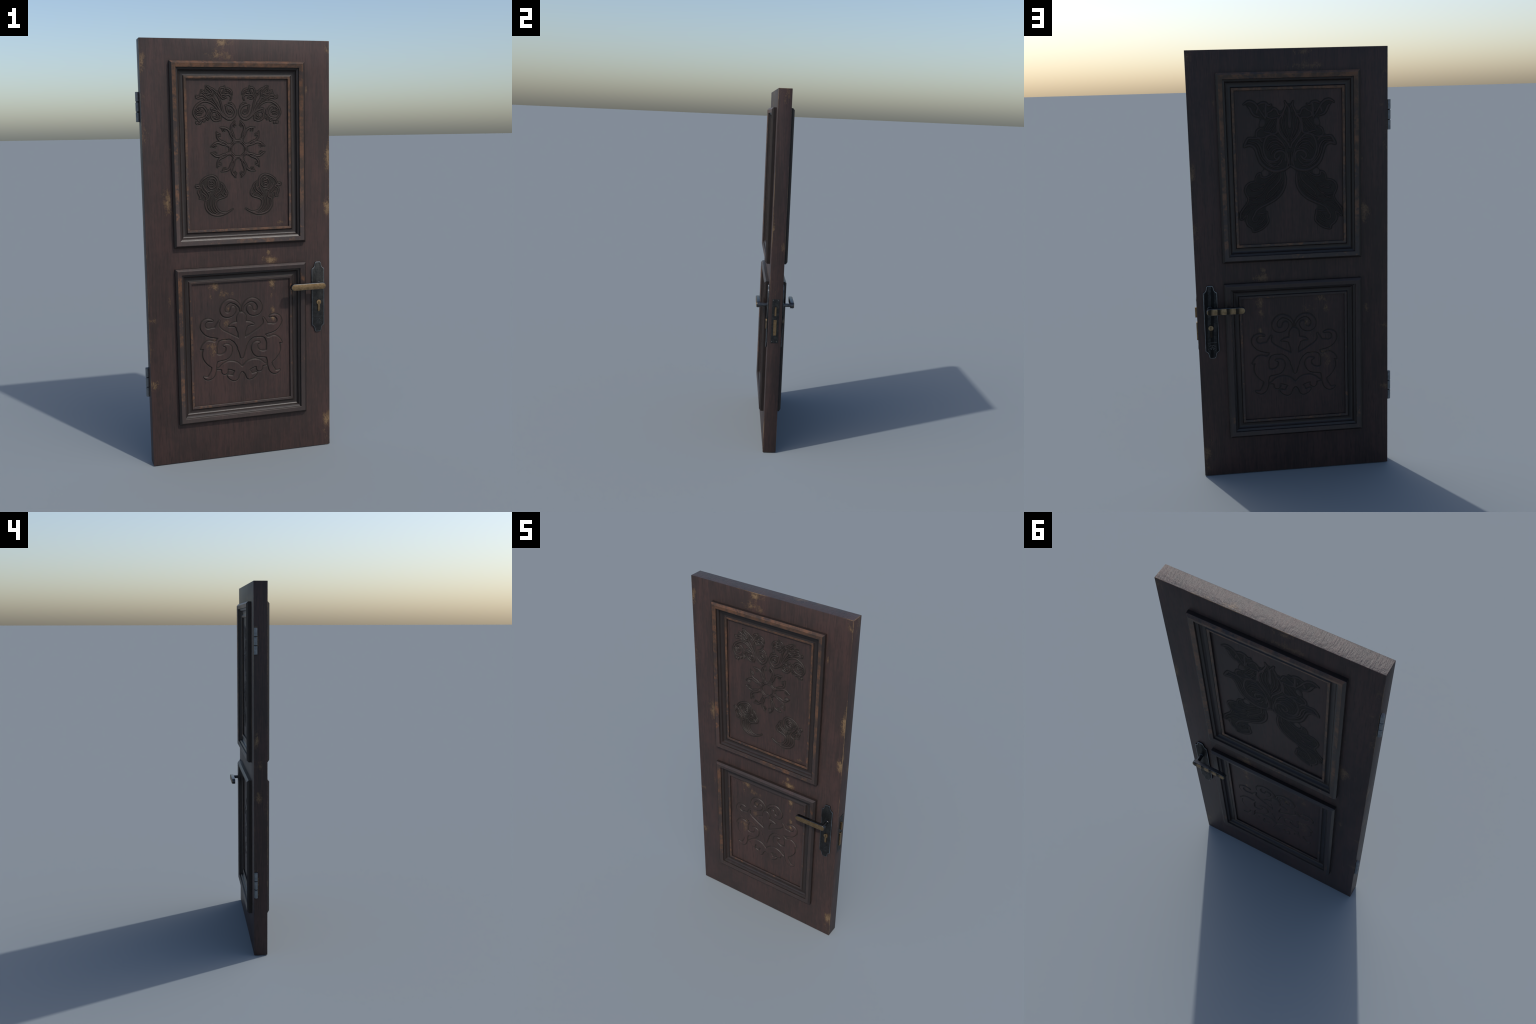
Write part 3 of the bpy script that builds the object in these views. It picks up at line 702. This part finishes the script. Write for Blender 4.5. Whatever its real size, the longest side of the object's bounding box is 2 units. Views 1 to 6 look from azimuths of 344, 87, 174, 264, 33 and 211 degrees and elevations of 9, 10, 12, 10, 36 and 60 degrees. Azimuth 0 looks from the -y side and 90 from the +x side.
    out.append([(-204, 1262.5, 3), (-208, 1238, 4), (-201, 1218, 4), (-183, 1203, 4), (-178.5, 1187.5, 3), (-151.5, 1193.5, 3.5), (-125, 1210.5, 3.5), (-109.5, 1233.5, 3.5), (-114.5, 1262, 3.5), (-115, 1275.5, 2.5), (-135, 1270.5, 3), (-157, 1269.5, 3)])
    out.append([(-125.5, 1248.5, 2), (-138.5, 1232, 2.5), (-156.5, 1220, 2)])
    out.append([(-120.5, 1228.5, 2), (-142.5, 1209.5, 2), (-167, 1199.5, 2)])
    out.append([(-139, 1259, 2), (-147.5, 1243, 2)])
    out.append([(-58.5, 1447.5, 2), (-80, 1420.5, 2), (-106, 1397.5, 2), (-127.5, 1368, 2), (-154, 1345, 2), (-185, 1326, 2)])
    out.append([(-38, 1413.5, 2), (-52.5, 1375.5, 2), (-80.5, 1345.5, 2), (-118, 1324.5, 2), (-157.5, 1307, 2)])
    out.append([(-76, 1440, 2), (-102, 1417.5, 2), (-128, 1394.5, 2), (-145.5, 1380.5, 2), (-181, 1374.5, 2)])
    out.append([(-119.5, 1405.5, 2), (-137, 1405, 2), (-159.5, 1413, 2)])
    out.append([(-123.5, 1386, 2), (-145.5, 1387, 2), (-172, 1379.5, 2), (-185.5, 1387.5, 2)])
    out.append([(-140.5, 1358.5, 2), (-167.5, 1348.5, 2), (-194, 1350, 2)])
    out.append([(-129.5, 1341.5, 2), (-158, 1333.5, 2), (-194, 1341, 2)])
    out.append([(-158, 1313.5, 2), (-184.5, 1312.5, 2), (-211, 1291.5, 2), (-226.5, 1266, 2)])
    out.append([(-168.5, 1297.5, 2), (-191, 1288, 2), (-217.5, 1262, 2)])
    out.append([(-61.5, 1381.5, 2), (-87.5, 1352, 2), (-118, 1331, 2)])
    return out


def rosette(rel, cx, cz, tag):
    """Eight thorny forked branches growing out of a braided eight-sided ring."""
    def pol(r, deg):
        return cx + r * math.sin(math.radians(deg)), cz + r * math.cos(math.radians(deg))
    for k in range(8):
        a = 22.5 + 45 * k
        for r0, w in ((36, 2.3), (43.5, 2.2)):
            rel.stroke([(*pol(r0, a), w), (*pol(r0 * 0.935, a + 22.5), w), (*pol(r0, a + 45), w)], "ridge", tag)
        for s in (-1, 1):
            rel.stroke([(*pol(37, a + 10 * s), 1.4), (*pol(43, a), 1.8), (*pol(50, a - 4 * s), 1.4)], "ridge", tag)
            rel.stroke([(*pol(47, a + 7 * s), 1.3), (*pol(51, a - 6 * s), 1.5)], "ridge", tag)
            rel.stroke([(*pol(46, a - 3 * s), 2.2), (*pol(60, a + 2.6 * s), 2.4), (*pol(75, a + 4.5 * s), 2.7),
                        (*pol(98, a + 3.6 * s), 3.1), (*pol(113, a + 7.5 * s), 3.2),
                        (*pol(121, a + 12 * s), 2.7), (*pol(131, a + 16.5 * s), 1.0)], "ridge", tag, 1.1)
            rel.stroke([(*pol(70, a + 1.5 * s), 0.8), (*pol(92, a + 0.7 * s), 1.4), (*pol(108, a + 4 * s), 0.8)], "ridge", tag)
            rel.stroke([(*pol(120, a + 12 * s), 1.8), (*pol(112, a + 13.3 * s), 1.6), (*pol(105, a + 14 * s), 0.6)], "ridge", tag)
            rel.stroke([(*pol(125, a + 14.3 * s), 1.8), (*pol(117, a + 16.2 * s), 1.5), (*pol(110, a + 17.5 * s), 0.6)], "ridge", tag)
            # braid round the foot of each branch
            rel.stroke([(*pol(40, a + 16 * s), 1.7), (*pol(46, a + 3 * s), 2.0), (*pol(52, a - 7 * s), 1.6)], "ridge", tag)
            rel.stroke([(*pol(35, a + 7 * s), 1.5), (*pol(41, a - 7 * s), 1.7)], "ridge", tag)
            rel.stroke([(*pol(53, a + 6 * s), 1.4), (*pol(57, a - 3 * s), 1.7), (*pol(63, a - 4 * s), 1.0)], "ridge", tag)


def reach(strokes, pad=16):
    """Bounds of mirrored strokes, for the finely meshed part of a panel."""
    x = max(abs(p[0]) + p[2] for s in strokes for p in s) + pad
    return -x, x, min(p[1] - p[2] for s in strokes for p in s) - pad, max(p[1] + p[2] for s in strokes for p in s) + pad


def build_panels():
    xr, zu = field(UP_Z)
    _, zl = field(LO_Z)
    # lower panels: the same broad scrollwork on both faces
    for side in (-1, 1):
        rel = Relief(xr, zl, reach(crest_scrolls()), 1.4)
        carve_pair(rel, "body", (1, 1), crest_scrolls(), axis=1.5)
        carve_pair(rel, "cut", (1, 1), crest_hollows(), axis=1.5)
        carve_pair(rel, "body", (1, 1), crest_curls(), axis=1.5)
        panel_mesh(rel, "lower_panel", side, ["carved_scrollwork"], [WOOD, SCROLL], 6.0)
    # upper front: two sprays, a rosette, two curled leaves
    rel = Relief(xr, zu, reach(acanthus_spray() + curled_leaf()), 0.85)
    carve_pair(rel, "ridge", (1, 2), acanthus_spray())
    rosette(rel, 0.5, 1499.0, 3)
    carve_pair(rel, "ridge", (4, 5), curled_leaf())
    panel_mesh(rel, "upper_panel", -1, ["carved_acanthus_spray", "carved_acanthus_spray", "carved_rosette",
                                        "carved_curled_leaf", "carved_curled_leaf"], [WOOD, CARVE], 5.5, (4, 5), (1, 2, 4, 5))
    # upper back: tulip, scrolls and leaf wings
    rel = Relief(xr, zu, reach(tulip_and_wings()), 0.9)
    carve_pair(rel, "ridge", (1, 1), tulip_and_wings(), axis=-0.5)
    panel_mesh(rel, "upper_panel", 1, ["carved_tulip_ornament"], [WOOD, BACKCARVE], 4.0, (1,))

# ------------------------------------------------------------------ lock furniture
def stadium(x0, x1, z, r, seg=10):
    pts = []
    for c, a0 in ((x1 - r, -90), (x0 + r, 90)):
        for k in range(seg + 1):
            t = math.radians(a0 + 180 * k / seg)
            pts.append((c + r * math.cos(t), z + r * math.sin(t)))
    return pts


def plate_outline(cx, z0, z1):
    """Long backplate with a stepped, round-cornered tab at each end."""
    half = [(0.0322, 0.0), (0.0322, 0.1395), (0.0310, 0.1418), (0.0265, 0.1440), (0.0225, 0.1475),
            (0.0195, 0.1520), (0.0175, 0.1580), (0.0168, 0.1650), (0.0150, 0.1705), (0.0115, 0.1742), (0.0070, 0.1752)]
    cz = (z0 + z1) / 2
    top = [(cx + a, cz + b) for a, b in half] + [(cx - a, cz + b) for a, b in reversed(half)]
    bot = [(cx - a, cz - b) for a, b in half[1:]] + [(cx + a, cz - b) for a, b in reversed(half[1:])]
    return top + bot


def key_outline(cx, cz, r, hw, z_end):
    a = math.asin(hw / r)
    pts = []
    for k in range(21):
        t = -math.pi / 2 + a + (2 * math.pi - 2 * a) * k / 20
        pts.append((cx + r * math.cos(t), cz + r * math.sin(t)))
    for k in range(7):
        t = math.pi + math.pi * k / 6
        pts.append((cx + hw * math.cos(t), z_end + hw + hw * math.sin(t)))
    return pts


def build_handle(side):
    P, zl, cx = HALF, 0.8355, 0.3907
    bm = bmesh.new()
    loop_solid(bm, plate_outline(cx, 0.5963, 0.9468), side * (P - 0.001), side * (P + 0.0072), 0.0022, 2, 1, 0)
    plate = from_bm("door_handle", bm, [IRON if side < 0 else IRON_IN, IRON_EDGE], angle=30)
    # lever: steel bar with rounded rims and a brass cheek let into its face
    bm = bmesh.new()
    loop_solid(bm, stadium(0.2330, 0.4115, zl, 0.0160), side * 0.0835, side * 0.1010, 0.0024, 3)
    from_bm("lever", bm, [STEEL], plate, 40)
    bm = bmesh.new()
    loop_solid(bm, stadium(0.2352, 0.4093, zl, 0.0138), side * 0.0990, side * 0.1034, 0.0012, 2)
    from_bm("brass_cheek", bm, [BRASS if side < 0 else BRASS_IN], plate, 40)
    bm = bmesh.new()
    cylinder(bm, "y", (0.3945, zl), 0.0096, *sorted((side * (P + 0.004), side * 0.0845)))
    cylinder(bm, "y", (0.3945, zl), 0.0125, *sorted((side * (P + 0.005), side * (P + 0.0105))), bevel=0.0012)
    from_bm("lever_spindle", bm, [STEEL], plate)
    # profile cylinder with its key slot
    bm = bmesh.new()
    loop_solid(bm, key_outline(0.3937, 0.7450, 0.0120, 0.0056, 0.6990), side * (P + 0.004), side * (P + 0.0125), 0.0009, 2)
    from_bm("lock_cylinder", bm, [BRASS if side < 0 else CYL_IN], plate)
    bm = bmesh.new()
    box(bm, (0.3925, min(side * (P + 0.0115), side * (P + 0.0129)), 0.7385),
        (0.3949, max(side * (P + 0.0115), side * (P + 0.0129)), 0.7525))
    from_bm("key_slot", bm, [DARK], plate)
    # stamped ornament: a rule over a small crowned crest
    bm = bmesh.new()
    y0, y1 = sorted((side * (P + 0.006), side * (P + 0.0078)))
    box(bm, (0.3690, y0, 0.6722), (0.4125, y1, 0.6742))
    for sx in (-1, 1):
        for a, b, c in ((0.0, 0.658, 0.003), (0.0065, 0.6605, 0.0026), (0.0125, 0.6555, 0.0022), (0.0105, 0.6445, 0.0022),
                        (0.0050, 0.6410, 0.0022), (0.0030, 0.6495, 0.0026), (0.0180, 0.6400, 0.0018), (0.0150, 0.6335, 0.0018)):
            if a == 0 and sx > 0:
                continue
            cylinder(bm, "y", (0.3908 + sx * a, b), c, y0, y1, 10)
        box(bm, (0.3908 + sx * 0.0075 - 0.006, y0, 0.6455), (0.3908 + sx * 0.0075 + 0.006, y1, 0.6470))
    from_bm("stamped_crest", bm, [STEEL], plate)


def build_lock():
    bm = bmesh.new()
    box(bm, (X1 - 0.004, -0.0198, 0.6352), (X1 + 0.0013, 0.0198, 0.8812), 0.0006)
    plate = from_bm("lock_faceplate", bm, [IRON])
    bm = bmesh.new()
    box(bm, (X1 - 0.004, -0.0044, 0.7890), (0.4634, 0.0044, 0.8372), 0.0008)
    from_bm("latch_bolt", bm, [BRASS], plate)
    bm = bmesh.new()
    box(bm, (X1 - 0.004, -0.0082, 0.6790), (0.4602, 0.0082, 0.7655), 0.0008)
    from_bm("dead_bolt", bm, [BRASS], plate)
    for y in (-0.0135, 0.0135):
        for z in (0.6425, 0.8740):
            bm = bmesh.new()
            cylinder(bm, "z", (0, 0), 0.0034, -0.0012, 0.0012, 14, 0.0006)
            ob = from_bm("screw", bm, [STEEL], plate)
            ob.data.transform(Matrix.Rotation(math.radians(90), 4, "Y"))
            ob.data.transform(Matrix.Translation((X1 + 0.0009, y, z)))


def build_hinge(z0, z1):
    cx, cy, r = -0.4544, 0.0259, 0.0092
    bm = bmesh.new()
    cylinder(bm, "z", (cx, cy), 0.0062, z0 + 0.002, z1 - 0.002, 16)
    box(bm, (X0 - 0.0012, cy - 0.004, z0), (X0 + 0.003, cy + 0.0085, z1))
    pin = from_bm("hinge", bm, [DARK])
    third = (z1 - z0) / 3
    for k in range(3):
        bm = bmesh.new()
        cylinder(bm, "z", (cx, cy), r, z0 + k * third + 0.0019 * (k > 0), z0 + (k + 1) * third - 0.0019 * (k < 2), 28, 0.0012)
        from_bm("hinge_knuckle", bm, [GALV], pin)


build_slab()
for zr, nm in ((UP_Z, "upper_panel_moulding"), (LO_Z, "lower_panel_moulding")):
    for side in (-1, 1):
        build_moulding(nm, zr, side)
build_panels()
for side in (-1, 1):
    build_handle(side)
build_lock()
build_hinge(1.6315, 1.7665)
build_hinge(0.3305, 0.4720)
